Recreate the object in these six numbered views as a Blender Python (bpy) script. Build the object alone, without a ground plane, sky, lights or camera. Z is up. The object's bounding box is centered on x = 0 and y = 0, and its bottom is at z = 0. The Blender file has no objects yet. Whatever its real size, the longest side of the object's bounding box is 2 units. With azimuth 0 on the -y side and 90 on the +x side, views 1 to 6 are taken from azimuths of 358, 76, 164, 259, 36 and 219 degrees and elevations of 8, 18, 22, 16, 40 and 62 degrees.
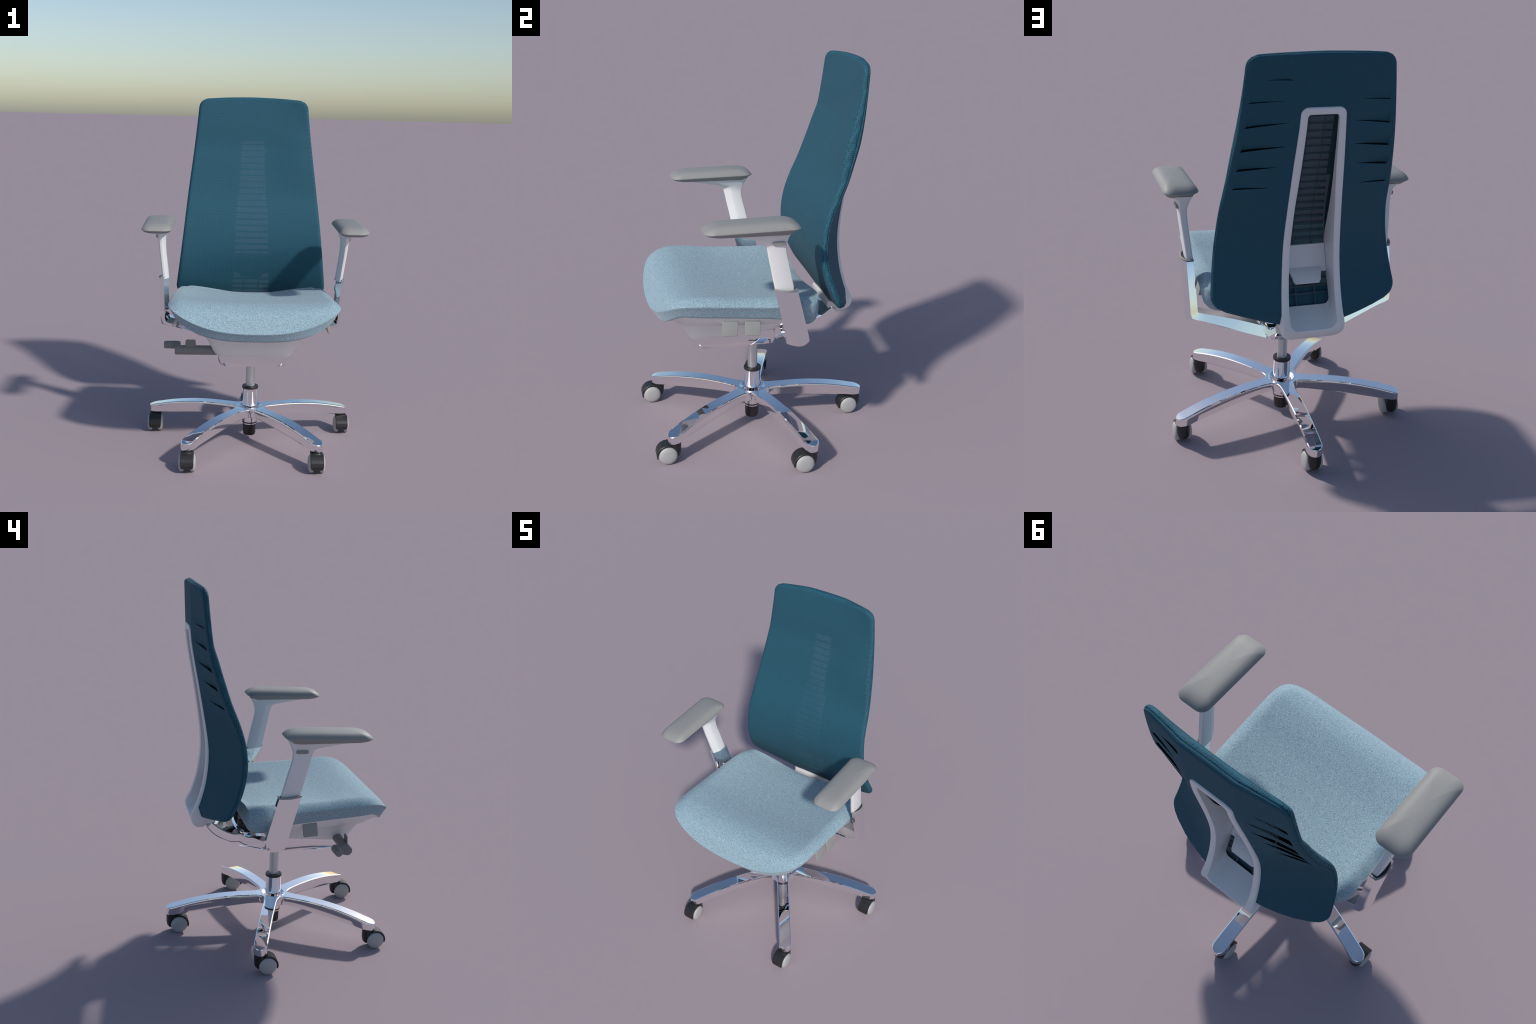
# Swivel office chair: teal mesh backrest, light blue tweed seat, polished five-star base.
import bpy, bmesh, math
import numpy as np
from mathutils import Vector, Matrix

COL = bpy.context.scene.collection
PI = math.pi

# ------------------------------------------------------------------ helpers
def curve(xs, ys):
    """monotone cubic through control points -> callable"""
    xs = np.asarray(xs, float); ys = np.asarray(ys, float)
    h = np.diff(xs); d = np.diff(ys) / h
    m = np.zeros_like(xs); m[0] = d[0]; m[-1] = d[-1]
    for i in range(1, len(xs) - 1):
        if d[i - 1] * d[i] > 0:
            w1 = 2 * h[i] + h[i - 1]; w2 = h[i] + 2 * h[i - 1]
            m[i] = (w1 + w2) / (w1 / d[i - 1] + w2 / d[i])
    def f(x):
        x = min(max(float(x), xs[0]), xs[-1])
        i = min(max(int(np.searchsorted(xs, x)) - 1, 0), len(h) - 1)
        t = (x - xs[i]) / h[i]; t2 = t * t; t3 = t2 * t
        return float((2*t3 - 3*t2 + 1) * ys[i] + (t3 - 2*t2 + t) * h[i] * m[i]
                     + (-2*t3 + 3*t2) * ys[i+1] + (t3 - t2) * h[i] * m[i+1])
    return f

def smooth01(x):
    x = min(max(x, 0.0), 1.0)
    return x * x * (3 - 2 * x)

def finish(bm, name, mat, parent=None, angle=35, recalc=True, weld=0.0):
    if weld:
        bmesh.ops.remove_doubles(bm, verts=bm.verts, dist=weld)
    if recalc:
        bmesh.ops.recalc_face_normals(bm, faces=bm.faces)
    lim = math.radians(angle)
    for f in bm.faces:
        f.smooth = True
    for e in bm.edges:
        if len(e.link_faces) == 2:
            e.smooth = e.calc_face_angle(0.0) < lim
    me = bpy.data.meshes.new(name)
    bm.to_mesh(me); bm.free()
    ob = bpy.data.objects.new(name, me)
    if mat: me.materials.append(mat)
    COL.objects.link(ob)
    if parent: ob.parent = parent
    return ob

def add_loft(bm, rings, closed=True, cap0=False, cap1=False):
    """skin a list of equally long point rings"""
    vs = [[bm.verts.new(p) for p in r] for r in rings]
    n = len(vs[0])
    for a, b in zip(vs[:-1], vs[1:]):
        for i in range(n if closed else n - 1):
            j = (i + 1) % n
            try: bm.faces.new((a[i], a[j], b[j], b[i]))
            except ValueError: pass
    if cap0: bm.faces.new(list(reversed(vs[0])))
    if cap1: bm.faces.new(vs[-1])
    return vs

def add_lathe(bm, profile, centre, axis='z', n=40):
    """revolve (radius, height) pairs round an axis through centre"""
    rings = []
    for r, h in profile:
        ring = []
        for i in range(n):
            a = 2 * PI * i / n
            c, s = r * math.cos(a), r * math.sin(a)
            p = {'z': (c, s, h), 'x': (h, c, s), 'y': (s, h, c)}[axis]
            ring.append((centre[0] + p[0], centre[1] + p[1], centre[2] + p[2]))
        rings.append(ring)
    add_loft(bm, rings, True, True, True)

def rounded_rect(hx, hy, r, seg=6, cx=0.0, cy=0.0):
    pts = []
    for qx, qy, a0 in ((1, 1, 0), (-1, 1, 90), (-1, -1, 180), (1, -1, 270)):
        for k in range(seg + 1):
            a = math.radians(a0 + 90 * k / seg)
            pts.append((cx + qx * (hx - r) + r * math.cos(a), cy + qy * (hy - r) + r * math.sin(a)))
    return pts

def add_box(bm, lo, hi, bev=0.003, seg=2):
    res = bmesh.ops.create_cube(bm, size=1.0)
    vs = res['verts']
    for v in vs:
        v.co = Vector([lo[i] + (v.co[i] + 0.5) * (hi[i] - lo[i]) for i in range(3)])
    if bev:
        es = list({e for v in vs for e in v.link_edges})
        return bmesh.ops.bevel(bm, geom=es, offset=bev, segments=seg, affect='EDGES', profile=0.5)['verts']
    return vs

def catmull(pts, n):
    """closed Catmull-Rom through pts, n samples per span"""
    out = []
    m = len(pts); P = [Vector(p) for p in pts]
    for i in range(m):
        a, b, c, d = P[i-1], P[i], P[(i+1) % m], P[(i+2) % m]
        for k in range(n):
            t = k / n
            out.append(0.5 * ((2*b) + (c-a)*t + (2*a-5*b+4*c-d)*t*t + (3*b-a-3*c+d)*t**3))
    return out

# ------------------------------------------------------------------ materials
def new_mat(name):
    m = bpy.data.materials.new(name); m.use_nodes = True
    nt = m.node_tree
    return m, nt, nt.nodes['Principled BSDF']

def nd(nt, typ, **kw):
    n = nt.nodes.new(typ)
    for k, v in kw.items(): setattr(n, k, v)
    return n

def math_node(nt, op, a, b=None, c=None):
    n = nt.nodes.new('ShaderNodeMath'); n.operation = op
    for i, v in enumerate((a, b, c)):
        if v is None: continue
        if isinstance(v, (int, float)): n.inputs[i].default_value = v
        else: nt.links.new(v, n.inputs[i])
    return n.outputs[0]

def mix_col(nt, fac, a, b):
    n = nt.nodes.new('ShaderNodeMix'); n.data_type = 'RGBA'
    for idx, v in ((0, fac), (6, a), (7, b)):
        if isinstance(v, (int, float)): n.inputs[idx].default_value = v
        elif isinstance(v, tuple): n.inputs[idx].default_value = (*v, 1)
        else: nt.links.new(v, n.inputs[idx])
    return n.outputs[2]

def plain(name, col, rough=0.5, metal=0.0, var=0.06, scale=40.0, bump=0.0, spec=0.5):
    m, nt, p = new_mat(name)
    tc = nd(nt, 'ShaderNodeTexCoord')
    nz = nd(nt, 'ShaderNodeTexNoise'); nz.inputs['Scale'].default_value = scale
    nz.inputs['Detail'].default_value = 4
    nt.links.new(tc.outputs['Object'], nz.inputs['Vector'])
    lo = tuple(c * (1 - var) for c in col); hi = tuple(min(1, c * (1 + var)) for c in col)
    nt.links.new(mix_col(nt, nz.outputs['Fac'], lo, hi), p.inputs['Base Color'])
    p.inputs['Roughness'].default_value = rough
    p.inputs['Metallic'].default_value = metal
    p.inputs['Specular IOR Level'].default_value = spec
    if bump:
        b = nd(nt, 'ShaderNodeBump'); b.inputs['Strength'].default_value = bump
        b.inputs['Distance'].default_value = 0.001
        n2 = nd(nt, 'ShaderNodeTexNoise'); n2.inputs['Scale'].default_value = 700
        nt.links.new(tc.outputs['Object'], n2.inputs['Vector'])
        nt.links.new(n2.outputs['Fac'], b.inputs['Height'])
        nt.links.new(b.outputs['Normal'], p.inputs['Normal'])
    return m

TEAL = (0.0165, 0.083, 0.124)
def teal_fabric(name, sheer=0.0, vents=False, col=TEAL):
    m, nt, p = new_mat(name)
    tc = nd(nt, 'ShaderNodeTexCoord')
    sep = nd(nt, 'ShaderNodeSeparateXYZ'); nt.links.new(tc.outputs['Object'], sep.inputs[0])
    x, y, z = sep.outputs
    k = 2 * PI / 0.0088
    # diagonal net: product of two crossed waves
    a = math_node(nt, 'SINE', math_node(nt, 'MULTIPLY', math_node(nt, 'ADD', x, z), k))
    b = math_node(nt, 'SINE', math_node(nt, 'MULTIPLY', math_node(nt, 'SUBTRACT', x, z), k))
    net = math_node(nt, 'MULTIPLY_ADD', math_node(nt, 'MULTIPLY', a, b), 0.5, 0.5)
    nz = nd(nt, 'ShaderNodeTexNoise'); nz.inputs['Scale'].default_value = 260
    nz.inputs['Detail'].default_value = 2
    nt.links.new(tc.outputs['Object'], nz.inputs['Vector'])
    grain = math_node(nt, 'MULTIPLY_ADD', nz.outputs['Fac'], 0.35, math_node(nt, 'MULTIPLY', net, 0.65))
    lo = tuple(c * 0.50 for c in col); hi = tuple(c * 1.50 for c in col)
    c = mix_col(nt, grain, lo, hi)
    if vents:
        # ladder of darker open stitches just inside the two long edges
        ax = math_node(nt, 'MULTIPLY', x, 1.0)
        edge = math_node(nt, 'SUBTRACT', ax, math_node(nt, 'MULTIPLY_ADD', z, -0.111, 0.547))
        m1 = math_node(nt, 'MULTIPLY', math_node(nt, 'GREATER_THAN', edge, -0.024), math_node(nt, 'LESS_THAN', edge, -0.004))
        m2 = math_node(nt, 'MULTIPLY', math_node(nt, 'GREATER_THAN', z, 1.36), math_node(nt, 'LESS_THAN', z, 1.82))
        s = math_node(nt, 'GREATER_THAN', math_node(nt, 'SINE', math_node(nt, 'MULTIPLY', z, 2 * PI / 0.0265)), 0.35)
        fine = math_node(nt, 'GREATER_THAN', math_node(nt, 'SINE', math_node(nt, 'MULTIPLY', z, 2 * PI / 0.0053)), 0.25)
        vm = math_node(nt, 'MULTIPLY', math_node(nt, 'MULTIPLY', m1, m2), math_node(nt, 'MULTIPLY', s, fine))
        c = mix_col(nt, math_node(nt, 'MULTIPLY', vm, 0.75), c, (0.02, 0.03, 0.035))
    nt.links.new(c, p.inputs['Base Color'])
    p.inputs['Roughness'].default_value = 0.75
    p.inputs['Specular IOR Level'].default_value = 0.25
    p.inputs['Sheen Weight'].default_value = 0.02
    bp = nd(nt, 'ShaderNodeBump'); bp.inputs['Strength'].default_value = 0.35
    bp.inputs['Distance'].default_value = 0.002
    nt.links.new(net, bp.inputs['Height']); nt.links.new(bp.outputs['Normal'], p.inputs['Normal'])
    if sheer:
        tr = nd(nt, 'ShaderNodeBsdfTransparent'); mx = nd(nt, 'ShaderNodeMixShader')
        mx.inputs[0].default_value = sheer
        nt.links.new(p.outputs[0], mx.inputs[1]); nt.links.new(tr.outputs[0], mx.inputs[2])
        nt.links.new(mx.outputs[0], nt.nodes['Material Output'].inputs['Surface'])
    return m

def tweed(name):
    m, nt, p = new_mat(name)
    tc = nd(nt, 'ShaderNodeTexCoord')
    def noise(scale, detail=2.0, off=0.0):
        mp = nd(nt, 'ShaderNodeMapping'); mp.inputs['Location'].default_value = (off, off * 2, off)
        nt.links.new(tc.outputs['Object'], mp.inputs['Vector'])
        n = nd(nt, 'ShaderNodeTexNoise'); n.inputs['Scale'].default_value = scale
        n.inputs['Detail'].default_value = detail
        nt.links.new(mp.outputs[0], n.inputs['Vector']); return n.outputs['Fac']
    def ramp(f, lo, hi):
        n = nd(nt, 'ShaderNodeMapRange'); n.inputs[1].default_value = lo; n.inputs[2].default_value = hi
        nt.links.new(f, n.inputs[0]); return n.outputs[0]
    light = ramp(noise(210), 0.33, 0.67)
    hue = ramp(noise(190, 2, 3.1), 0.4, 0.6)
    c1 = mix_col(nt, hue, (0.200, 0.385, 0.425), (0.282, 0.325, 0.440))
    c2 = mix_col(nt, light, (0.130, 0.200, 0.255), (0.405, 0.560, 0.625))
    c = mix_col(nt, 0.62, c1, c2)
    c = mix_col(nt, ramp(noise(6, 2, 1.7), 0.35, 0.65), c, mix_col(nt, 0.06, c, (0.35, 0.40, 0.45)))
    nt.links.new(c, p.inputs['Base Color'])
    p.inputs['Roughness'].default_value = 0.9
    p.inputs['Specular IOR Level'].default_value = 0.15
    p.inputs['Sheen Weight'].default_value = 0.15
    bp = nd(nt, 'ShaderNodeBump'); bp.inputs['Strength'].default_value = 0.4
    bp.inputs['Distance'].default_value = 0.002
    nt.links.new(noise(330, 3, 5.0), bp.inputs['Height']); nt.links.new(bp.outputs['Normal'], p.inputs['Normal'])
    return m

M_MESH = teal_fabric('sheer_teal_mesh', sheer=0.045, vents=True)
M_COVER = teal_fabric('teal_knit_cover', col=(0.018, 0.082, 0.122))
def edge_net(name):
    m, nt, p = new_mat(name)
    tc = nd(nt, 'ShaderNodeTexCoord')
    vo = nd(nt, 'ShaderNodeTexVoronoi'); vo.feature = 'DISTANCE_TO_EDGE'
    vo.inputs['Scale'].default_value = 105; vo.inputs['Randomness'].default_value = 0.25
    nt.links.new(tc.outputs['Object'], vo.inputs['Vector'])
    mr = nd(nt, 'ShaderNodeMapRange'); mr.inputs[1].default_value = 0.12; mr.inputs[2].default_value = 0.30
    nt.links.new(vo.outputs['Distance'], mr.inputs[0])
    nt.links.new(mix_col(nt, mr.outputs[0], tuple(c * 1.18 for c in TEAL), tuple(c * .48 for c in TEAL)), p.inputs['Base Color'])
    p.inputs['Roughness'].default_value = 0.75; p.inputs['Specular IOR Level'].default_value = 0.25
    bp = nd(nt, 'ShaderNodeBump'); bp.invert = True; bp.inputs['Strength'].default_value = 0.4; bp.inputs['Distance'].default_value = 0.002
    nt.links.new(mr.outputs[0], bp.inputs['Height']); nt.links.new(bp.outputs['Normal'], p.inputs['Normal'])
    return m
M_EDGE = edge_net('open_teal_edge_net')
M_SLAT = plain('dark_teal_plastic', (0.018, 0.060, 0.085), 0.6)
M_TWEED = tweed('light_blue_tweed')
M_WHITE = plain('white_plastic', (0.74, 0.74, 0.75), 0.42, var=0.015)
M_PAD = plain('grey_soft_pad', (0.265, 0.265, 0.260), 0.55, var=0.03, bump=0.08, spec=0.35)
M_LEVER = plain('grey_plastic', (0.265, 0.27, 0.265), 0.5, var=0.02)
M_DARK = plain('mid_grey_plastic', (0.19, 0.19, 0.195), 0.5, var=0.03)
M_BLACK = plain('black_plastic', (0.014, 0.014, 0.015), 0.42, var=0.1)
M_WHEEL = plain('light_grey_wheel', (0.38, 0.38, 0.38), 0.5, var=0.03)
M_CHROME = plain('polished_metal', (0.95, 0.95, 0.955), 0.02, 1.0, var=0.01)
M_STEEL = plain('satin_steel', (0.62, 0.62, 0.63), 0.38, 0.55, var=0.02)

# ------------------------------------------------------------------ root
root = bpy.data.objects.new('office_chair', None)
COL.objects.link(root)
root['label'] = 'swivel office chair with teal mesh back and light blue seat'
root['category'] = 'office chair'
CY = -0.030          # y of the swivel axis

# ------------------------------------------------------------------ five-star base
def build_base():
    bm = bmesh.new()
    add_lathe(bm, [(0.030, 0.190), (0.046, 0.1905), (0.0655, 0.2060), (0.0675, 0.2078), (0.0695, 0.2068), (0.0695, 0.19), (0.030, 0.185)], (0, CY, 0), n=64)
    tube = [(0.030, 0.191), (0.0475, 0.1915), (0.0462, 0.202), (0.0448, 0.222), (0.0435, 0.27), (0.0432, 0.313), (0.030, 0.314)]
    add_lathe(bm, tube, (0, CY, 0), n=64)
    add_lathe(bm, [(0.062, 0.186), (0.054, 0.165), (0.046, 0.140), (0.040, 0.098), (0.02, 0.097)], (0, CY, 0), n=48)
    hub = finish(bm, 'base_hub', M_CHROME, root, 30)
    bm = bmesh.new()
    add_lathe(bm, [(0.020, 0.312), (0.0450, 0.312), (0.0468, 0.3140), (0.0468, 0.3255), (0.0455, 0.3275), (0.020, 0.3278)], (0, CY, 0), n=48)
    finish(bm, 'hub_ring', M_BLACK, hub, 40)
    bm = bmesh.new()
    add_lathe(bm, [(0.012, 0.112), (0.0425, 0.112), (0.0425, 0.107), (0.0375, 0.098), (0.0365, 0.040), (0.033, 0.032), (0.012, 0.030)], (0, CY, 0), n=48)
    finish(bm, 'hub_cap', M_BLACK, hub, 40)

    # one leg along +y from the axis; the five tile the centre without overlap
    top = curve([0, .07, .10, .2, .3, .4, .5, .56, .60, .628], [.2065, .207, .208, .2090, .2060, .1960, .1790, .1650, .1555, .147])
    bot = curve([0, .07, .12, .2, .3, .4, .5, .55, .58, .628], [.158, .156, .154, .149, .140, .129, .117, .112, .109, .109])
    half = curve([.069, .085, .11, .15, .628], [.0500, .0430, .0382, .0368, .0376])
    TIP = .5905; RT = .0372
    axial = [.0, .069, .073, .079, .088, .10, .12, .15] + list(np.linspace(.19, TIP, 14))
    st = [(a, (0.7265 * a if a <= .069 else half(a))) for a in axial]
    for k in range(1, 10):
        ph = k / 9 * PI / 2
        st.append((TIP + RT * math.sin(ph), max(RT * math.cos(ph), 0.0008)))
    bm = bmesh.new()
    rows = []
    for a, w in st:
        zt, zb = top(a), bot(a)
        tipf = max(0.0, (a - TIP) / RT)
        b = min(0.0060, w * 0.45)
        if a <= .069: b = 0.0
        groove = 0.004 * (1 - smooth01((a - .50) / .08)) if a > .08 else 0.0
        lo = w - 0.010 * (1 - smooth01((a - .50) / .08)) if a > .08 else w
        lo = max(lo, 0.0005)
        prof = [(0, zt), (w - b, zt), (w - b * .22, zt - .0028), (w, zt - .0070), (w, zt - .012), (w - groove, zt - .0145), (lo, zb + .004), (lo * .9, zb), (0, zb)]
        if a <= .069:
            prof = [(p[0] * 1.0, p[1]) for p in [(0, zt), (w, zt), (w, zt), (w, zt - .0065), (w, zt - .012), (w, zt - .0145), (w, zb + .004), (w * .9, zb), (0, zb)]]
        if a == 0:      # start on the circle of the hub dish
            k = .0672
            arc = [(k * math.sin(f * PI / 5), k * math.cos(f * PI / 5)) for f in (0, 1, 1, 1, 1, 1, 1, .9, 0)]
            zs = [top(.067)] * 3 + [top(.067) - .0065, top(.067) - .012, top(.067) - .0145, bot(.067) + .004, bot(.067), bot(.067)]
            rows.append([(x, y, z) for (x, y), z in zip(arc, zs)] + [(-x, y, z) for (x, y), z in reversed(list(zip(arc, zs))[1:-1])])
            continue
        full = [(-x, a, z) for x, z in reversed(prof[1:-1])]
        rows.append([(x, a, z) for x, z in prof] + full)
    vs = add_loft(bm, rows, True, False, True)
    # open the shared wedge walls near the axis
    bmesh.ops.remove_doubles(bm, verts=bm.verts, dist=1e-5)
    kill = [f for f in bm.faces if abs(f.normal.z) < .5 and f.calc_center_median().y < .0665 and abs(f.calc_center_median().x) > .02]
    bmesh.ops.delete(bm, geom=kill, context='FACES')
    leg0 = finish(bm, 'base_leg', M_CHROME, root, 28)
    leg0.location = (0, CY, 0)
    legs = [leg0]
    for i in range(1, 5):
        o = leg0.copy(); COL.objects.link(o); o.parent = root
        o.rotation_euler = (0, 0, math.radians(72 * i)); legs.append(o)
    return legs
build_base()

def build_casters():
    off = -0.037                       # wheel axle trails the swivel pin
    R, ZC = 0.0472, 0.0472
    bm = bmesh.new()
    # hood: curved shell over the front and top of the wheels
    rings = []
    for k in range(8):
        a = math.radians(197 - k * (197 - 72) / 7)
        w = 0.0355 if k > 0 else 0.031
        ro, ri = 0.0580, 0.0505
        c, s = math.cos(a), math.sin(a)
        rings.append([(-w, off + ri * c, ZC + ri * s), (-w, off + (ro - .002) * c, ZC + (ro - .002) * s), (-w + .002, off + ro * c, ZC + ro * s),
                      (w - .002, off + ro * c, ZC + ro * s), (w, off + (ro - .002) * c, ZC + (ro - .002) * s), (w, off + ri * c, ZC + ri * s)])
    add_loft(bm, rings, True, True, True)
    # stem housing behind, rounded towards the floor
    prof = [(0.008, 0.024), (0.020, 0.027), (0.028, 0.037), (0.0320, 0.055), (0.0330, 0.075), (0.0330, 0.107), (0.020, 0.1085), (0.012, 0.113)]
    add_lathe(bm, prof, (0, 0.0, 0), n=32)
    add_box(bm, (-0.0165, off - 0.034, 0.032), (0.0165, 0.0, 0.088), 0.006)
    add_lathe(bm, [(0.010, -0.040), (0.010, 0.040)], (0, off, ZC), 'x', 16)
    house = finish(bm, 'caster_housing', M_BLACK, None, 16)
    bm = bmesh.new()
    add_lathe(bm, [(0.020, 0.0175), (R - .003, 0.0180), (R - .0008, 0.0195), (R, 0.0230), (R, 0.0345), (R - .0015, 0.0380), (R - .006, 0.0415), (0.0330, 0.0450), (0.0180, 0.0468), (0.002, 0.0472)],
              (0, off, ZC), 'x', 48)
    wheel = finish(bm, 'caster_wheel', M_WHEEL, None, 40)
    first = True
    for i in range(5):
        a = math.radians(72 * i)
        px, py = -0.5905 * math.sin(a), CY + 0.5905 * math.cos(a)
        h = house if first else house.copy()
        if not first: COL.objects.link(h)
        h.parent = root; h.location = (px, py, 0)
        for side in (0, 1):
            w = wheel if (first and side == 0) else wheel.copy()
            if not (first and side == 0): COL.objects.link(w)
            w.parent = h
            w.scale = (1, 1, 1)
            if side: w.rotation_euler = (0, 0, PI); w.location = (0, 2 * off, 0)
            else: w.rotation_euler = (0, 0, 0); w.location = (0, 0, 0)
        first = False
build_casters()

# ------------------------------------------------------------------ gas lift and tilt mechanism
def build_mechanism():
    bm = bmesh.new()
    add_lathe(bm, [(0.010, 0.20), (0.0262, 0.20), (0.0262, 0.545), (0.010, 0.55)], (0, CY, 0), n=40)
    finish(bm, 'gas_lift_column', M_STEEL, root, 40)
    # polished tray under the housing
    bm = bmesh.new()
    def tray(hx, y0, y1, z, r=.06, tilt=.0):
        return [(x, y, z + tilt * (y + .37)) for x, y in rounded_rect(hx, (y1 - y0) / 2, r, 8, 0, (y0 + y1) / 2)]
    rings = [tray(.193, -.384, .060, .592, .045, .06), tray(.192, -.382, .062, .568, .045, .04), tray(.186, -.376, .062, .545, .045, .02),
             tray(.174, -.366, .058, .531, .040), tray(.160, -.352, .05, .527, .04), tray(.06, -.25, .02, .525, .02)]
    add_loft(bm, rings, True, True, True)
    # rear swing block, rounded towards the back
    rings = []
    for z, s in ((.650, .90), (.643, .97), (.60, 1.0), (.570, .97), (.548, .88), (.536, .74), (.530, .5)):
        ring = []
        for i in range(40):
            a = 2 * PI * i / 40
            ca, sa = math.cos(a), math.sin(a)
            ring.append((.185 * s * math.copysign(abs(ca) ** .6, ca), .10 + .115 * s * math.copysign(abs(sa) ** .7, sa), z))
        rings.append(ring)
    add_loft(bm, rings, True, True, True)
    mech = finish(bm, 'tilt_mechanism', M_CHROME, root, 30)
    # curved tongue that carries the backrest
    bm = bmesh.new()
    path = [((.16, .640), (.16, .585)), ((.225, .636), (.235, .585)), ((.29, .658), (.30, .606)), ((.335, .688), (.350, .638)), ((.358, .706), (.385, .676))]
    uy = [curve([0, 1, 2, 3, 4], [p[0][0] for p in path]), curve([0, 1, 2, 3, 4], [p[0][1] for p in path]),
          curve([0, 1, 2, 3, 4], [p[1][0] for p in path]), curve([0, 1, 2, 3, 4], [p[1][1] for p in path])]
    rings = []
    for k in range(17):
        t = k / 4
        a = (uy[0](t), uy[1](t)); b = (uy[2](t), uy[3](t))
        w = .152
        rings.append([(-w, *a), (w, *a), (w + .004, a[0] + (b[0]-a[0])*.12, a[1] + (b[1]-a[1])*.12), (w + .004, a[0] + (b[0]-a[0])*.88, a[1] + (b[1]-a[1])*.88), (w, *b), (-w, *b),
                      (-w - .004, a[0] + (b[0]-a[0])*.88, a[1] + (b[1]-a[1])*.88), (-w - .004, a[0] + (b[0]-a[0])*.12, a[1] + (b[1]-a[1])*.12)])
    add_loft(bm, rings, True, True, True)
    finish(bm, 'back_carrier', M_CHROME, mech, 30)
    # dark works between seat shell and swing block
    bm = bmesh.new()
    add_box(bm, (-.13, -.10, .60), (.13, .16, .70), .012)
    add_box(bm, (-.10, .10, .64), (-.055, .20, .69), .008)
    add_box(bm, (.055, .10, .64), (.10, .20, .69), .008)
    add_lathe(bm, [(.022, -.15), (.022, .15)], (0, .165, .668), 'x', 24)
    finish(bm, 'spring_works', M_BLACK, mech, 30)
build_mechanism()

# ------------------------------------------------------------------ seat
SEAT_HALF = [(0, -.601), (.12, -.598), (.24, -.588), (.34, -.570), (.405, -.542), (.445, -.500), (.462, -.44), (.4665, -.34), (.4665, -.20), (.4660, -.06), (.4640, .06), (.455, .140), (.431, .190), (.390, .212), (.30, .2185), (.15, .2195), (0, .2195)]
def seat_outline():
    right = SEAT_HALF
    left = [(-x, y) for x, y in reversed(SEAT_HALF[1:-1])]
    return [(p.x, p.y) for p in catmull([(x, y, 0) for x, y in right + left], 6)]

seat_mid = curve([-.61, -.59, -.565, -.53, -.48, -.42, -.35, -.2, 0, .12, .21], [.764, .800, .836, .864, .884, .892, .886, .864, .849, .844, .838])
seat_rise = curve([-.61, -.5, -.43, -.3, -.05, .12, .21], [.014, .014, .015, .022, .033, .038, .040])
def seat_top(x, y):
    u = min(abs(x) / .41, 1.1)
    return seat_mid(y) + seat_rise(y) * (u ** 2.3 if u < 1 else 1.0)
def seat_crease(x, y):
    if y < -.30:
        return .846 - .078 * y - .128 * max(0.0, 1 - (abs(x) / .466) ** 2.6)
    side = .846 - .078 * y
    hump = .828 + .043 * smooth01(abs(x) / .41)
    k = smooth01((y - .06) / .12)
    hump -= .034 * smooth01((abs(x) - .355) / .11)
    return side * (1 - k) + hump * k
def seat_bottom(x, y):
    z = .772 - .082 * y
    if y < -.30: z -= .108 * max(0.0, 1 - (abs(x) / .452) ** 3.2)
    z -= .030 * smooth01((y - .02) / .15)
    return z

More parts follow.
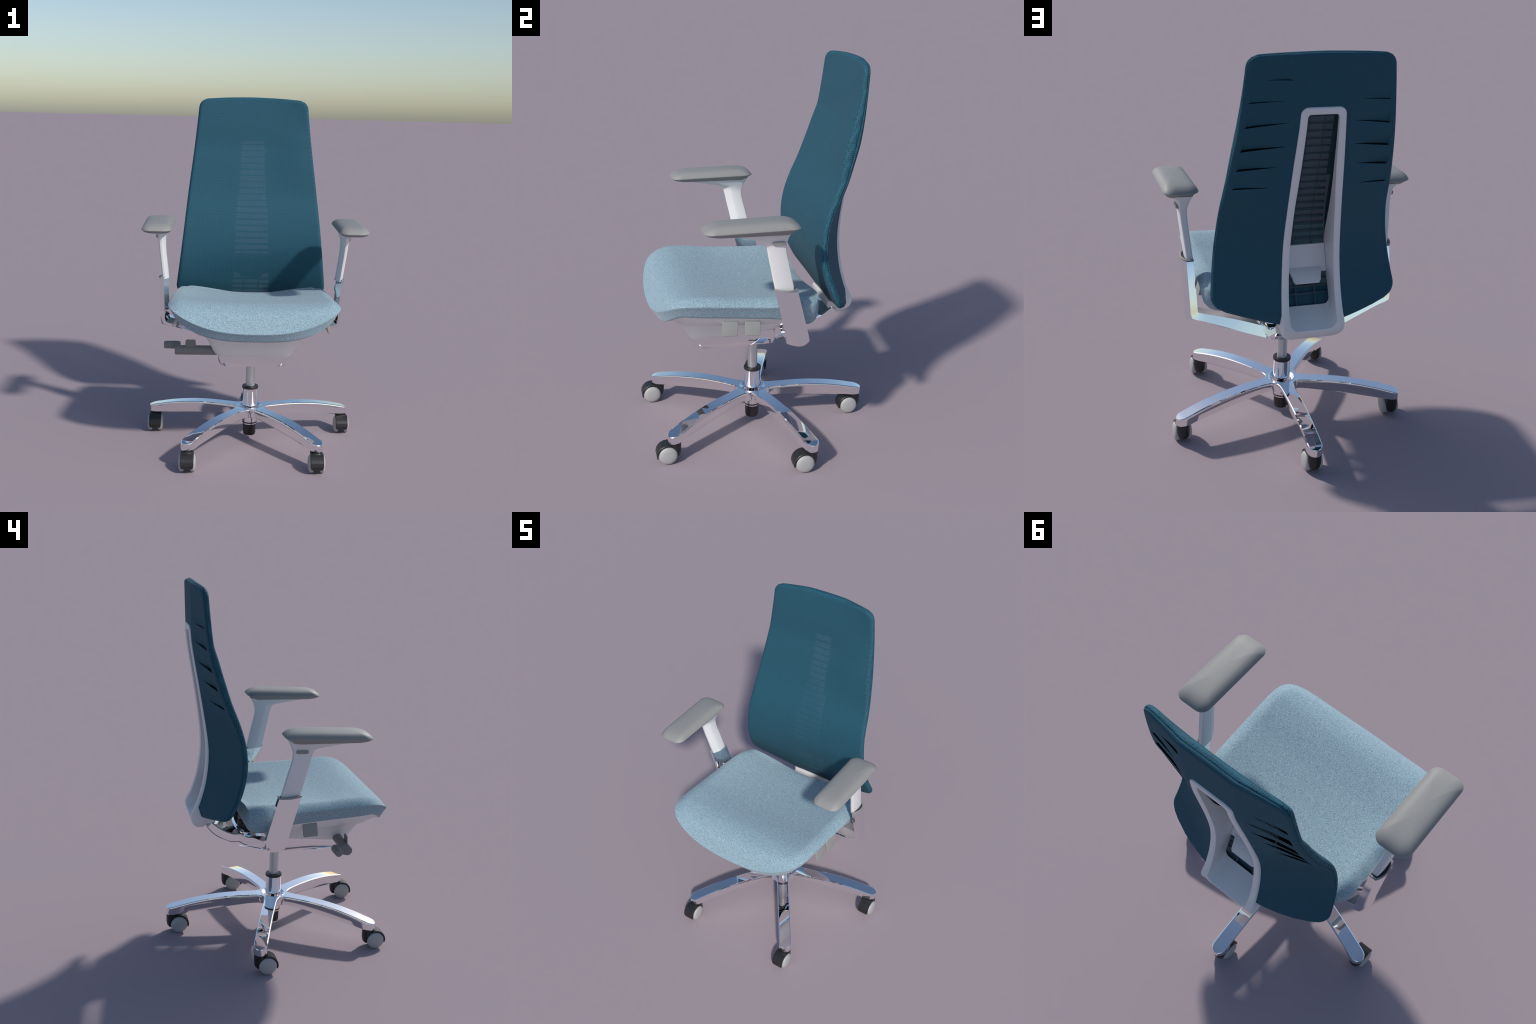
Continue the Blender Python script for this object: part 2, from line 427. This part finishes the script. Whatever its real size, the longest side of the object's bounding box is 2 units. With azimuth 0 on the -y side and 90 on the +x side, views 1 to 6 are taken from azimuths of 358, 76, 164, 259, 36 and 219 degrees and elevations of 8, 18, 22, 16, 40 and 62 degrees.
def build_seat():
    O = seat_outline(); c = (0, -.20)
    def scaled(k, inset=0.0):
        out = []
        for x, y in O:
            dx, dy = x - c[0], y - c[1]
            L = math.hypot(dx, dy)
            f = k - inset / L
            out.append((c[0] + dx * f, c[1] + dy * f))
        return out
    bm = bmesh.new(); rings = []
    ks = [.02, .12, .22, .32, .42, .5, .58, .65, .71, .76, .80, .835, .865, .89, .91, .93, .947, .962, .975, .986, .994, 1.0]
    for k in ks:
        ring = []
        for (x, y), (ox, oy) in zip(scaled(k), O):
            back = smooth01((oy - .05) / .12)
            start = .84 * (1 - back) + .88 * back
            w = max(0.0, (k - start) / (1 - start)) ** (2.4)
            ring.append((x, y, seat_top(x, y) * (1 - w) + seat_crease(ox, oy) * w))
        rings.append(ring)
    # side band: crease down to the lower edge
    for f, ins, inb in ((.06, .0012, -.002), (.14, .0050, -.003), (.3, .0120, -.004), (.55, .0220, -.001), (.8, .0315, .008), (.94, .0370, .022), (1.0, .0430, .040), (1.0, .060, .060)):
        ring = []
        for (x, y), (xb, yb), (ox, oy) in zip(scaled(1.0, ins), scaled(1.0, inb), O):
            k = smooth01((oy - .02) / .13); x += (xb - x) * k; y += (yb - y) * k
            zc, zb = seat_crease(ox, oy), seat_bottom(ox, oy)
            ring.append((x, y, zc + (zb - zc) * f))
        rings.append(ring)
    rings.append([(x, y, seat_bottom(ox, oy) - .005) for (x, y), (ox, oy) in zip(scaled(.6), O)])
    add_loft(bm, rings, True, True, True)
    finish(bm, 'seat_cushion', M_TWEED, root, 30)

    # white shell and housing under the cushion
    bm = bmesh.new(); rings = []
    for f, z in ((0.0, .010), (0.0, -.002)):
        rings.append([(x, y, seat_bottom(ox, oy) + z) for (x, y), (ox, oy) in zip(scaled(1.0, .046), O)])
    n = len(O)
    def house(hx, y0, y1, r):
        """rounded rectangle (corner exponent r) sampled by the same angular walk as the seat outline"""
        out = []
        cx, cy = 0, (y0 + y1) / 2; hy = (y1 - y0) / 2
        for x, y in O:
            dx = x / .466; dy = (y - (-.2)) / .405
            p = r
            m = (abs(dx) ** p + abs(dy) ** p) ** (1 / p)
            out.append((cx + hx * dx / m, cy + hy * dy / m))
        return out
    levels = [(.385, -.530, .165, lambda x, y: .738 - .055 * (y + .2)), (.315, -.500, .130, lambda x, y: .708 - .05 * (y + .2)), (.268, -.472, .105, lambda x, y: .700 - .03 * (y + .2)),
              (.256, -.458, .095, lambda x, y: .690), (.242, -.438, .085, lambda x, y: .660), (.225, -.416, .075, lambda x, y: .622 + .03 * (y + .4)), (.212, -.402, .068, lambda x, y: .598 + .06 * (y + .4)),
              (.200, -.390, .062, lambda x, y: .588 + .07 * (y + .4)), (.170, -.36, .05, lambda x, y: .5865 + .07 * (y + .4))]
    for hx, y0, y1, zf in levels:
        rings.append([(x, y, zf(x, y)) for x, y in house(hx, y0, y1, 4.2 if hx > .35 else 6.0 if hx > .3 else 9.0)])
    add_loft(bm, rings, True, True, True)
    shell = finish(bm, 'seat_shell', M_WHITE, root, 30)

    # grey adjustment paddles hanging from the rim
    bm = bmesh.new()
    outline = rounded_rect(.0385, .036, .006, 4)
    rings = []
    for t, s in ((-.0065, .94), (-.0050, 1.0), (.0050, 1.0), (.0075, .96), (.0080, .90)):
        rings.append([(t + (-.010 if v > .02 else 0) * 0, u * s, v * s) for u, v in outline])
    add_loft(bm, rings, True, True, True)
    add_box(bm, (-.075, -.030, .020), (.002, .030, .034), .004)
    paddle = finish(bm, 'adjustment_lever', M_LEVER, shell, 30)
    spots = [(1, -.238, .7345), (1, -.126, .728), (-1, -.127, .7365)]
    for i, (sx, y, z) in enumerate(spots):
        o = paddle if i == 0 else paddle.copy()
        if i: COL.objects.link(o)
        o.parent = shell
        o.location = (sx * .417, y, z)
        o.rotation_euler = (math.radians(-4) * sx, math.radians(-12), 0 if sx > 0 else PI)
        if sx < 0: o.rotation_euler = (math.radians(4), math.radians(-12), PI)
    # crank on the left
    bm = bmesh.new()
    add_lathe(bm, [(.015, -.19), (.0258, -.20), (.0262, -.375), (.0262, -.3815), (.0252, -.3822), (.0252, -.3832), (.0262, -.384), (.0262, -.422), (.0235, -.4275), (.010, -.428)], (0, -.337, .612), 'x', 32)
    add_lathe(bm, [(.010, -.40), (.021, -.408), (.0222, -.432), (.0205, -.486), (.0175, -.4915), (.006, -.492)], (0, -.272, .624), 'x', 28)
    arm = []
    for x, s in ((-.402, .93), (-.408, 1.0), (-.424, 1.0), (-.4285, .92)):
        ring = []
        for i in range(36):
            a = 2 * PI * i / 36
            cy = -.272 if math.cos(a) > 0 else -.337
            r = (.0215 if math.cos(a) > 0 else .0262) * s
            cz = .622 if math.cos(a) > 0 else .612
            ring.append((x, cy + r * math.cos(a), cz + r * math.sin(a)))
        arm.append(ring)
    add_loft(bm, arm, True, True, True)
    finish(bm, 'crank_handle', M_DARK, shell, 35)
    bm = bmesh.new()
    add_loft(bm, [[(-.343 + u * (1.0 - (v > 0) * .12), y, .646 + v) for u, v in rounded_rect(.031, .027, .009, 4)] for y in (-.351, -.347)], True, True, True)
    finish(bm, 'crank_tab', M_DARK, shell, 35)
build_seat()

# ------------------------------------------------------------------ armrests
def build_arm(sx):
    # polished bracket: D-shaped band that drops from the collar, bends inwards under the seat
    # section coordinates: u = fore-aft, v = outward
    sec = [(-.0560, .0080), (-.033, -.0060), (-.010, -.0180), (.028, -.0180), (.0565, -.0180), (.0565, .0165)]
    sec += [(.0565 - .1125 * k / 10, .0165 + .0070 * k / 10 + .0170 * math.sin(PI * (k / 10) ** .9)) for k in range(1, 11)]
    path = [(.5035, .0130, .952), (.5030, .020, .925), (.5010, .040, .850), (.4990, .060, .775), (.4978, .0715, .729), (.4970, .0765, .7085), (.4915, .0800, .6935), (.4780, .0825, .6860), (.4640, .0840, .6820), (.4450, .0870, .6770), (.40, .0940, .6650), (.32, .107, .6430), (.24, .120, .6180), (.15, .134, .5900)]
    bm = bmesh.new(); rings = []
    P = [Vector(p) for p in path]
    for i, p in enumerate(P):
        t = (P[min(i + 1, len(P) - 1)] - P[max(i - 1, 0)]).normalized()
        flat = Vector((t.x, 0, t.z)).normalized()
        out = Vector((-flat.z, 0, flat.x))            # outward / downward side of the band
        f = smooth01((.49 - p.x) / .25)
        bul = 1 - .35 * f
        wid = 1 + .08 * f
        ring = []
        for u, v in sec:
            vv = v if v < .0166 else .0166 + (v - .0166) * bul
            if i in (5, 6, 7) and vv > 0: vv *= (1.10, 1.32, 1.10)[i - 5]
            vv *= 1 + f * (.75 if vv < 0 else .25)
            q = Vector((p.x, p.y + .010 * f + u * wid, p.z)) + out * vv
            q.y -= .27 * out.z * vv
            if i == 0: q.z = p.z - .09 * u
            ring.append((sx * q.x, q.y, q.z))
        rings.append(ring)
    add_loft(bm, rings, True, False, True)
    bracket = finish(bm, 'arm_bracket', M_CHROME, root, 26)
    # collar rim with a dark open pocket
    bm = bmesh.new()
    t0 = P[0]
    def ring_at(k, dz, shrink=0.0):
        return [(sx * (t0.x + v * k + (shrink if v < 0 else -shrink)), t0.y + u * k, t0.z - .09 * u + dz) for u, v in [(a, b) for a, b in sec]]
    add_loft(bm, [ring_at(1.0, -.002), ring_at(1.035, -.001), ring_at(1.05, .003), ring_at(1.035, .0075), ring_at(1.0, .0085), ring_at(.88, .0080), ring_at(.82, .003)], True)
    finish(bm, 'arm_collar', M_LEVER, bracket, 30)
    bm = bmesh.new()
    add_loft(bm, [ring_at(.93, .0015), ring_at(.5, .0012)], True, False, True)
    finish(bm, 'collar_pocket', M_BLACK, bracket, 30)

    # white post
    psec = lambda z: None
    yf = curve([.93, .955, 1.0, 1.06, 1.12, 1.16, 1.19, 1.210, 1.225, 1.240, 1.262], [-.0350, -.0385, -.0500, -.0630, -.0775, -.0860, -.0950, -.1060, -.180, -.265, -.330])
    yb = curve([.93, .955, 1.0, 1.08, 1.15, 1.18, 1.21, 1.235, 1.262], [.0580, .0560, .0460, .0270, .0095, .0060, .0120, .0230, .040])
    xi = curve([.95, 1.04, 1.13, 1.18, 1.235, 1.262], [.4835, .4920, .5000, .5010, .4850, .4700])
    xo = curve([.95, 1.04, 1.13, 1.18, 1.235, 1.262], [.5205, .5295, .5385, .5430, .5560, .5900])
    bm = bmesh.new(); rings = []
    zs = list(np.linspace(.951, 1.18, 12)) + [1.19, 1.20, 1.21, 1.2175, 1.225, 1.2325, 1.24, 1.2475, 1.255, 1.262]
    for z in zs:
        f, b, i_, o_ = yf(z), yb(z), xi(z), xo(z)
        w = o_ - i_; L = b - f
        ring = []
        prof = [(.50, .0), (.03, .38), (.0, .44), (.0, .88), (.05, .97), (.20, 1.0), (.78, .985), (.88, .94), (.96, .78), (1.0, .5), (.97, .24), (.88, .06), (.76, .0)]
        for a, c in prof:
            ring.append((sx * (i_ + a * w), f + c * L, z))
        rings.append(ring)
    add_loft(bm, rings, True, True, True)
    post = finish(bm, 'arm_post', M_WHITE, root, 24)
    # height button on the outer face
    bm = bmesh.new()
    rings = []
    for d, s in ((-.012, 1.0), (.006, 1.0), (.0095, .92), (.0105, .75)):
        rings.append([(sx * (.5445 + d), -.0345 + u * s, 1.2000 + v * s + .15 * d) for u, v in rounded_rect(.0315, .0095, .009, 5)])
    add_loft(bm, rings, True, True, True)
    finish(bm, 'height_button', M_LEVER, post, 35)
    # soft pad
    bm = bmesh.new(); rings = []
    cx, cy = .5335, -.1650
    under = [(-.0265, .070, .030), (-.0265, .050, .026), (-.0240, .041, .0220), (-.0135, .0200, .0115), (-.0035, .0045, .0035), (-.0008, .0008, .0006)]
    def pad_ring(hx, hy, r, dz, bow):
        ring = []
        for x, y in rounded_rect(hx, hy, min(r, hx * .98), 8):
            q = (y / .232) ** 2
            tp = 1 - .05 * max(0.0, -y / .232)
            ring.append((sx * (cx + x * tp), cy + y, 1.2810 + dz - bow * q + (.006 * y / .232 if dz > -.02 else 0)))
        return ring
    for dz, iy, ix in under:
        rings.append(pad_ring(.0845 - ix, .2270 - iy, .047 - .5 * ix, dz, .006))
    for k in (1.0, .992, .975, .945, .905, .86, .81, .76, .70, .64, .55, .40, .22, .06):
        h = .0350 * (1 - k ** 4.6) ** .85
        inset = (1 - k) * .0845
        hy = .2270 - inset * 1.55 - .06 * (1 - k) ** 3
        rings.append(pad_ring(.0845 * k, hy, .047 * (.35 + .65 * k), .0012 + h, .006 + .010 * (1 - k)))
    add_loft(bm, rings, True, True, True)
    finish(bm, 'arm_pad', M_PAD, post, 50)
for s in (1, -1):
    build_arm(s)

# ------------------------------------------------------------------ backrest
rim_x = curve([.70, .80, .85, .9, 1.0, 1.1, 1.2, 1.3, 1.4, 1.5, 1.6, 1.7, 1.8, 1.9, 2.01],
              [.472, .4590, .4535, .447, .434, .422, .411, .401, .391, .380, .368, .3565, .346, .336, .327])
rim_y = curve([.70, .75, .80, .85, .9, .95, 1.0, 1.05, 1.1, 1.15, 1.2, 1.25, 1.3, 1.35, 1.4, 1.45, 1.5, 1.55, 1.6, 1.65, 1.7, 1.75, 1.8, 1.9, 2.0],
              [.385, .354, .326, .301, .277, .258, .244, .235, .232, .2345, .2415, .2535, .2720, .2935, .3150, .3330, .3490, .3650, .3800, .3935, .4060, .4135, .4190, .4290, .4380])
window_y = curve([.68, .72, .76, .80, .85, .9, .95, 1.0, 1.06, 1.12, 1.2, 1.31, 1.43, 1.51, 1.6, 1.72, 1.85, 2.01],
              [.412, .375, .330, .287, .247, .225, .216, .215, .223, .241, .278, .327, .375, .399, .423, .447, .465, .478])
frame_y = curve([.62, .66, .70, .72, .74, .76, .78, .80, .85, .9, .95, 1.0, 1.05, 1.1, 1.15, 1.2, 1.3, 1.4, 1.5, 1.6, 1.7, 1.78, 1.9, 2.01],
                [.390, .428, .456, .464, .465, .459, .449, .439, .422, .408, .398, .391, .3865, .3855, .388, .393, .407, .423, .4405, .4585, .474, .480, .484, .488])
HT = .0185           # half thickness of the padded edge
dish = curve([.70, .78, .85, .92, 1.0, 1.1, 1.25, 1.4, 1.6, 1.8, 1.92, 2.01], [.006, .010, .018, .024, .020, .011, .005, .003, .001, .002, .011, .021])
half_y = curve([.7, 1.0, 1.25, 1.33, 1.4, 1.6, 1.67, 1.71, 2.01], [.0165, .0185, .0180, .0220, .0235, .0240, .0200, .0175, .0175])
def mid_y(z): return rim_y(z) - half_y(z) + dish(z)

def z_low(x): return .694 + .245 * math.sqrt(x * x + .0009)
def z_high(x): return 2.000 - .165 * x * x

def row_edge(t, inset):
    """half width and height of the outline at height parameter t"""
    X = .4
    for _ in range(14):
        z0, z1 = z_low(X) + inset, z_high(X) - inset
        z = z0 + (z1 - z0) * t
        w = rim_x(z) - inset
        rt, rb = .047 - inset * .8, .070 - inset * .8
        zt_c = z_high(.30) - inset - rt; zb_c = z_low(.40) + inset + rb
        if z > zt_c: w = w - rt + math.sqrt(max(0.0, rt * rt - min(rt, z - zt_c) ** 2))
        if z < zb_c: w = w - rb + math.sqrt(max(0.0, rb * rb - min(rb, zb_c - z) ** 2))
        X += (w - X) * .6
    return X

def front_y(x, z, X):
    u = min(abs(x) / max(rim_x(z) - HT, .01), 1.0)
    # the net is pulled proud over the upper right edge
    pull = .019 * smooth01((x - .07) / .24) * smooth01((z - 1.40) / .20) * (1 - smooth01((z - 1.69) / .15))
    return rim_y(z) - half_y(z) + dish(z) * (1 - u ** 2.3) - pull
def back_y(x, z):
    xo = .125
    u = min(max((abs(x) - xo) / (rim_x(z) - HT - xo), 0.0), 1.0)
    yc = frame_y(z) if z > .79 else .4405 - .36 * (.79 - z)
    k = .96
    y = yc + (rim_y(z) + half_y(z) - yc) * u ** k
    if z < .80:         # tuck the cover in behind the lower frame box
        w = smooth01((.132 - abs(x)) / .03) * smooth01((.80 - z) / .03)
        y += (front_y(x, z, 0) + .016 - y) * w
    return y

SLITS = [(1.885, .142, .006, .0014, .245), (1.783, .175, .006, .0012, 0), (1.674, .148, .012, .0026, 0), (1.565, .150, .015, .0040, 0), (1.471, .186, .013, .0034, 0), (1.379, .215, .008, .0018, 0)]   # height at the rim, inner end, depth, gape, outer end of a short one

def t_rows(nrows, lo=.0, hi=1.0):
    u = np.linspace(0, 1, nrows)
    return list(.5 * u + .5 * (.5 - .5 * np.cos(PI * u)))

def outline_grid(ts, nx, inset, zfun=None):
    g = []
    for t in ts:
        X = row_edge(t, inset)
        row = []
        for i in range(nx + 1):
            q = -1 + 2 * i / nx
            s = .8 * q + .2 * math.sin(q * PI / 2)
            x = s * X
            z0, z1 = z_low(x) + inset, z_high(x) - inset
            row.append((x, z0 + (z1 - z0) * t, X))
        g.append(row)
    return g

def boundary(g):
    """closed walk round a grid of (x, z, ..) entries with indices"""
    R, C = len(g), len(g[0])
    idx = [(0, c) for c in range(C)] + [(r, C - 1) for r in range(1, R)] + [(R - 1, c) for c in range(C - 2, -1, -1)] + [(r, 0) for r in range(R - 2, 0, -1)]
    return idx

def out_normals(pts):
    n = len(pts); res = []
    for i in range(n):
        a, b = pts[i - 1], pts[(i + 1) % n]
        d = Vector((b[0] - a[0], b[1] - a[1])); d.normalize()
        res.append((d.y, -d.x))
    for _ in range(2):
        res = [tuple(Vector((res[i-1][0] + 2*res[i][0] + res[(i+1) % n][0], res[i-1][1] + 2*res[i][1] + res[(i+1) % n][1])).normalized()) for i in range(n)]
    return res

def build_backrest():
    # ---- front net with rolled edge
    ts = t_rows(90); NX = 56
    g = outline_grid(ts, NX, HT)
    bm = bmesh.new()
    V = [[bm.verts.new((x, front_y(x, z, X), z)) for x, z, X in row] for row in g]
    for r in range(len(ts) - 1):
        for c in range(NX):
            bm.faces.new((V[r][c], V[r][c+1], V[r+1][c+1], V[r+1][c]))
    idx = boundary(g)
    base = [(g[r][c][0], g[r][c][1]) for r, c in idx]
    nrm = out_normals(base)
    def roll(phi, dent=0.0):
        ring = []
        for (x, z), (nx, nz) in zip(base, nrm):
            e = HT - dent
            xx, zz = x + nx * e * math.sin(phi), z + nz * e * math.sin(phi)
            a, b = front_y(x, z, 0), back_y(x, z)
            ring.append((xx, (a + b) / 2 - (b - a) / 2 * math.cos(phi), zz))
        return ring
    prev = [V[r][c] for r, c in idx]
    n = len(prev)
    steps = [(12, 0), (25, 0), (38, 0), (51, 0), (64, 0), (77, 0), (90, 0), (99, .0004), (106, .0016), (111, .0036), (116, .0020)]
    for deg, dent in steps:
        cur = [bm.verts.new(p) for p in roll(math.radians(deg), dent)]
        for i in range(n):
            j = (i + 1) % n
            f = bm.faces.new((prev[i], prev[j], cur[j], cur[i]))
            f.material_index = 1 if deg > 40 else 0
        prev = cur
    front = finish(bm, 'backrest_mesh', M_MESH, root, 60)
    front.data.materials.append(M_EDGE)

    # ---- rear cover: rolled edge, sunk vents, window for the spine
    bm = bmesh.new()
    slit_t = [((zs - .80) / 1.18, xin, dp, hh, xo) for zs, xin, dp, hh, xo in SLITS]
    keep = [t for t in t_rows(80) if not any(-.006 < t - q[0] < .030 for q in slit_t)]
    kinds = [(t, None, 0) for t in keep]
    for q in slit_t:
        kinds += [(q[0], q, 0), (q[0] + .0012, q, 1), (q[0] + .030, None, 0)]
    kinds.sort(key=lambda k: k[0])
    ts2 = [k[0] for k in kinds]
    NX2 = 96
    def mouth(x, X, q):
        ax = abs(x)
        if q[4] and x < 0: return 0.0
        u = (q[4] - ax) / (q[4] - q[1]) if q[4] else (ax - q[1]) / (X - .012 - q[1])
        if u <= 0 or u >= 1: return 0.0
        return math.sin(min(u / .8, 1.0) * PI / 2) ** 1.3 * (1 - smooth01((u - .93) / .07))
    def dip(x, t, X):
        d = 0.0; ax = abs(x)
        for q in slit_t:
            dt = (t - q[0]) * 1.18
            if dt <= .0005 or dt > .075: continue
            d = max(d, q[2] * mouth(x, X, q) * (1 - smooth01((dt - .004) / .062)))
        return d
    gb = []
    for t, q, up in kinds:
        X = row_edge(t, HT); row = []
        for i in range(NX2 + 1):
            qq = -1 + 2 * i / NX2
            x = (.8 * qq + .2 * math.sin(qq * PI / 2)) * X
            z0, z1 = z_low(x) + HT, z_high(x) - HT
            lin = z0 + (z1 - z0) * t
            flat = .80 + 1.18 * t + .16 * (X + HT - .03 - abs(x)) * smooth01((t - .45) / .06) * (1 - smooth01((t - .78) / .12))
            k = smooth01((t - .25) / .2) * (1 - smooth01((t - .90) / .08))
            z = lin * (1 - k) + flat * k
            if up: z += q[3] * mouth(x, X, q)
            row.append((x, z, X))
        gb.append(row)
    VB = []
    for r, t in enumerate(ts2):
        VB.append([bm.verts.new((x, back_y(x, z) - dip(x, t, X), z)) for x, z, X in gb[r]])
    half_win = lambda z: frame_out(z) - .020
    for r in range(len(ts2) - 1):
        for c in range(NX2):
            cx = sum(gb[a][b][0] for a, b in ((r, c), (r, c+1), (r+1, c), (r+1, c+1))) / 4
            cz = sum(gb[a][b][1] for a, b in ((r, c), (r, c+1), (r+1, c), (r+1, c+1))) / 4
            if abs(cx) < half_win(cz) and cz < 1.748: continue
            # leave the mouth of each vent open
            if kinds[r][1] and not kinds[r][2]:
                if max(mouth(gb[r][c][0], gb[r][c][2], kinds[r][1]), mouth(gb[r][c+1][0], gb[r][c+1][2], kinds[r][1])) > .02: continue
            bm.faces.new((VB[r][c], VB[r+1][c], VB[r+1][c+1], VB[r][c+1]))
    idx = boundary(gb)
    base = [(gb[r][c][0], gb[r][c][1]) for r, c in idx]
    nrm = out_normals(base)
    prev = [VB[r][c] for r, c in idx]; n = len(prev)
    for deg, dent in [(168, 0), (156, 0), (144, 0), (132, 0), (124, .0003), (118, .0016), (112, .0040)]:
        cur = []
        for (x, z), (nx, nz) in zip(base, nrm):
            e = HT - dent; a = math.radians(deg)
            ya, yb = front_y(x, z, 0), back_y(x, z)
            cur.append(bm.verts.new((x + nx * e * math.sin(a), (ya + yb) / 2 - (yb - ya) / 2 * math.cos(a), z + nz * e * math.sin(a))))
        for i in range(n):
            j = (i + 1) % n
            bm.faces.new((prev[i], cur[i], cur[j], prev[j]))
        prev = cur
    loose = [v for v in bm.verts if not v.link_faces]
    bmesh.ops.delete(bm, geom=loose, context='VERTS')
    finish(bm, 'back_cover', M_COVER, root, 40)
    # dark inner shell between net and cover, open behind the spine window
    bm = bmesh.new()
    tl = t_rows(40); gl = outline_grid(tl, 40, HT + .004)
    VL = [[bm.verts.new((x, front_y(x, z, X) + .009, z)) for x, z, X in row] for row in gl]
    for r in range(len(tl) - 1):
        for c in range(40):
            cx = sum(gl[a][b][0] for a, b in ((r, c), (r, c+1), (r+1, c), (r+1, c+1))) / 4
            cz = sum(gl[a][b][1] for a, b in ((r, c), (r, c+1), (r+1, c), (r+1, c+1))) / 4
            if abs(cx) < frame_in(cz) + .006 and cz < 1.75: continue
            bm.faces.new((VL[r][c], VL[r][c+1], VL[r+1][c+1], VL[r+1][c]))
    bmesh.ops.delete(bm, geom=[v for v in bm.verts if not v.link_faces], context='VERTS')
    bmesh.ops.solidify(bm, geom=list(bm.faces), thickness=.004)
    finish(bm, 'inner_shell', M_SLAT, front, 40)
    return front

frame_out = curve([.62, .66, .70, .74, .80, .9, 1.0, 1.1, 1.2, 1.3, 1.4, 1.5, 1.6, 1.7, 1.78], [.120, .140, .150, .151, .147, .142, .138, .135, .131, .126, .121, .116, .1095, .1035, .100])
frame_in = curve([.70, .80, .9, 1.0, 1.1, 1.2, 1.3, 1.4, 1.5, 1.6, 1.7, 1.78], [.114, .113, .110, .107, .104, .099, .094, .0865, .0800, .0755, .0715, .069])

def build_frame():
    def loop(wf, z0, z1, r0, r1, ns=46, nc=7, nb=10):
        pts = []
        zs = np.linspace(z0 + r0, z1 - r1, ns)
        right = [(wf(z), z) for z in zs]
        topc = [(wf(z1 - r1) - r1 + r1 * math.cos(a), z1 - r1 + r1 * math.sin(a)) for a in np.linspace(0, PI / 2, nc + 1)[1:]]
        botc = [(wf(z0 + r0) - r0 + r0 * math.cos(a), z0 + r0 + r0 * math.sin(a)) for a in np.linspace(-PI / 2, 0, nc + 1)[:-1]]
        half = botc + right + topc
        tw, bw = half[-1][0], half[0][0]
        topm = [(x, z1) for x in np.linspace(tw, -tw, nb + 2)[1:-1]]
        botm = [(x, z0) for x in np.linspace(-bw, bw, nb + 2)[1:-1]]
        return half + topm + [(-x, z) for x, z in reversed(half)] + botm
    outer = loop(frame_out, .664, 1.769, .055, .034)
    rimo = loop(lambda z: frame_out(z) - .007, .674, 1.762, .050, .028)
    rimi = loop(lambda z: frame_in(z) + .006, .708, 1.743, .048, .020)
    inner = loop(frame_in, .718, 1.737, .046, .016)
    innf = loop(lambda z: frame_in(z), .790, 1.735, .026, .012)
    proud = .010
    def yb(z): return frame_y(z) + proud * .0
    bm = bmesh.new()
    R = []
    def fwd(z): return .060 if z > .8 else .060 + .05 * smooth01((.8 - z) / .08)
    def behind(y, x, z): return max(y, front_y(x, max(z, .76), 0) + .012)
    R.append([(x, max(behind(yb(z) - fwd(z), x, z), .338), z + (.030 * smooth01((.76 - z) / .08))) for x, z in outer])
    R.append([(x, behind(yb(z) - .030, x, z) + .001, z) for x, z in outer])
    R.append([(x, yb(z) + .0005, z) for x, z in outer])
    R.append([(x, yb(z) + .0055, z) for x, z in loop(lambda z: frame_out(z) - .002, .666, 1.767, .055, .032)])
    R.append([(x, yb(z) + .0085, z) for x, z in rimo])
    R.append([(x, yb(z) + .0085, z) for x, z in rimi])
    R.append([(x, yb(z) + .004, z) for x, z in inner])
    def yw(z): return max(window_y(max(z, .78)) + .016, mid_y(z) + .018)
    for k in (.25, .5, .75, 1.0):
        R.append([(a[0] * (1 - k) + b[0] * k, (yb(a[1]) + .004) * (1 - k) + yw(b[1]) * k, a[1] * (1 - k) + b[1] * k) for a, b in zip(inner, innf)])
    add_loft(bm, R, True, False, False)
    # front lip of the lower box
    add_box(bm, (-.146, .338, .694), (.146, .378, .737), .010, 3)
    frame = finish(bm, 'back_frame', M_WHITE, root, 40)

    # slats behind the net, seen through the window
    k = 0; mesh = None
    zs = [1.715 - .0368 * i for i in range(18)]
    for z in zs:
        if z < 1.085: break
        w = frame_in(z) - .001
        h = .0036 + .0030 * smooth01((1.45 - z) / .35)
        if mesh is None:
            bm = bmesh.new(); add_box(bm, (-1, -.003, -1), (1, .003, 1), 0)
            o = finish(bm, 'net_slat', M_SLAT, frame, 30); mesh = o.data
        else:
            o = bpy.data.objects.new('net_slat', mesh); COL.objects.link(o); o.parent = frame
        o.location = (0, mid_y(z) + .010, z); o.scale = (w, 1, h)
    for z in (.905, .872, .840):
        o = bpy.data.objects.new('net_slat', mesh); COL.objects.link(o); o.parent = frame
        o.location = (0, mid_y(z) + .010, z); o.scale = (frame_in(z) - .001, 1, .0050)
    # two fine uprights
    for xk in (-.037, .037):
        bm = bmesh.new(); rings = []
        for z in np.linspace(.79, 1.73, 40):
            x = xk * (1.25 - .35 * (z - .8)); y = mid_y(z) + .012; w = .0040 if z < 1.1 else .0008
            rings.append([(x - w, y - .001, z), (x + w, y - .001, z), (x + w, y + .002, z), (x - w, y + .002, z)])
        add_loft(bm, rings, True, True, True)
        finish(bm, 'net_upright', M_SLAT, frame, 30)
    # white lumbar plate with its grip lip
    bm = bmesh.new(); rings = []
    for z in np.linspace(.940, 1.066, 9):
        w = frame_in(z) - .0015
        y = mid_y(z) + .020
        rings.append([(-w, y, z), (w, y, z), (w, y + .012, z), (-w, y + .012, z)])
    add_loft(bm, rings, True, True, True)
    rings = []
    for k in range(9):
        t = k / 8
        w = .080 - .014 * smooth01(t)
        if k == 8: w -= .008
        y = mid_y(.95) + .028 + .060 * t; z = .963 - .030 * t - .022 * t * t
        rings.append([(-w, y, z), (w, y, z), (w, y - .004, z - .008), (-w, y - .004, z - .008)])
    add_loft(bm, rings, True, True, True)
    finish(bm, 'lumbar_plate', M_WHITE, frame, 35)
build_backrest()
build_frame()
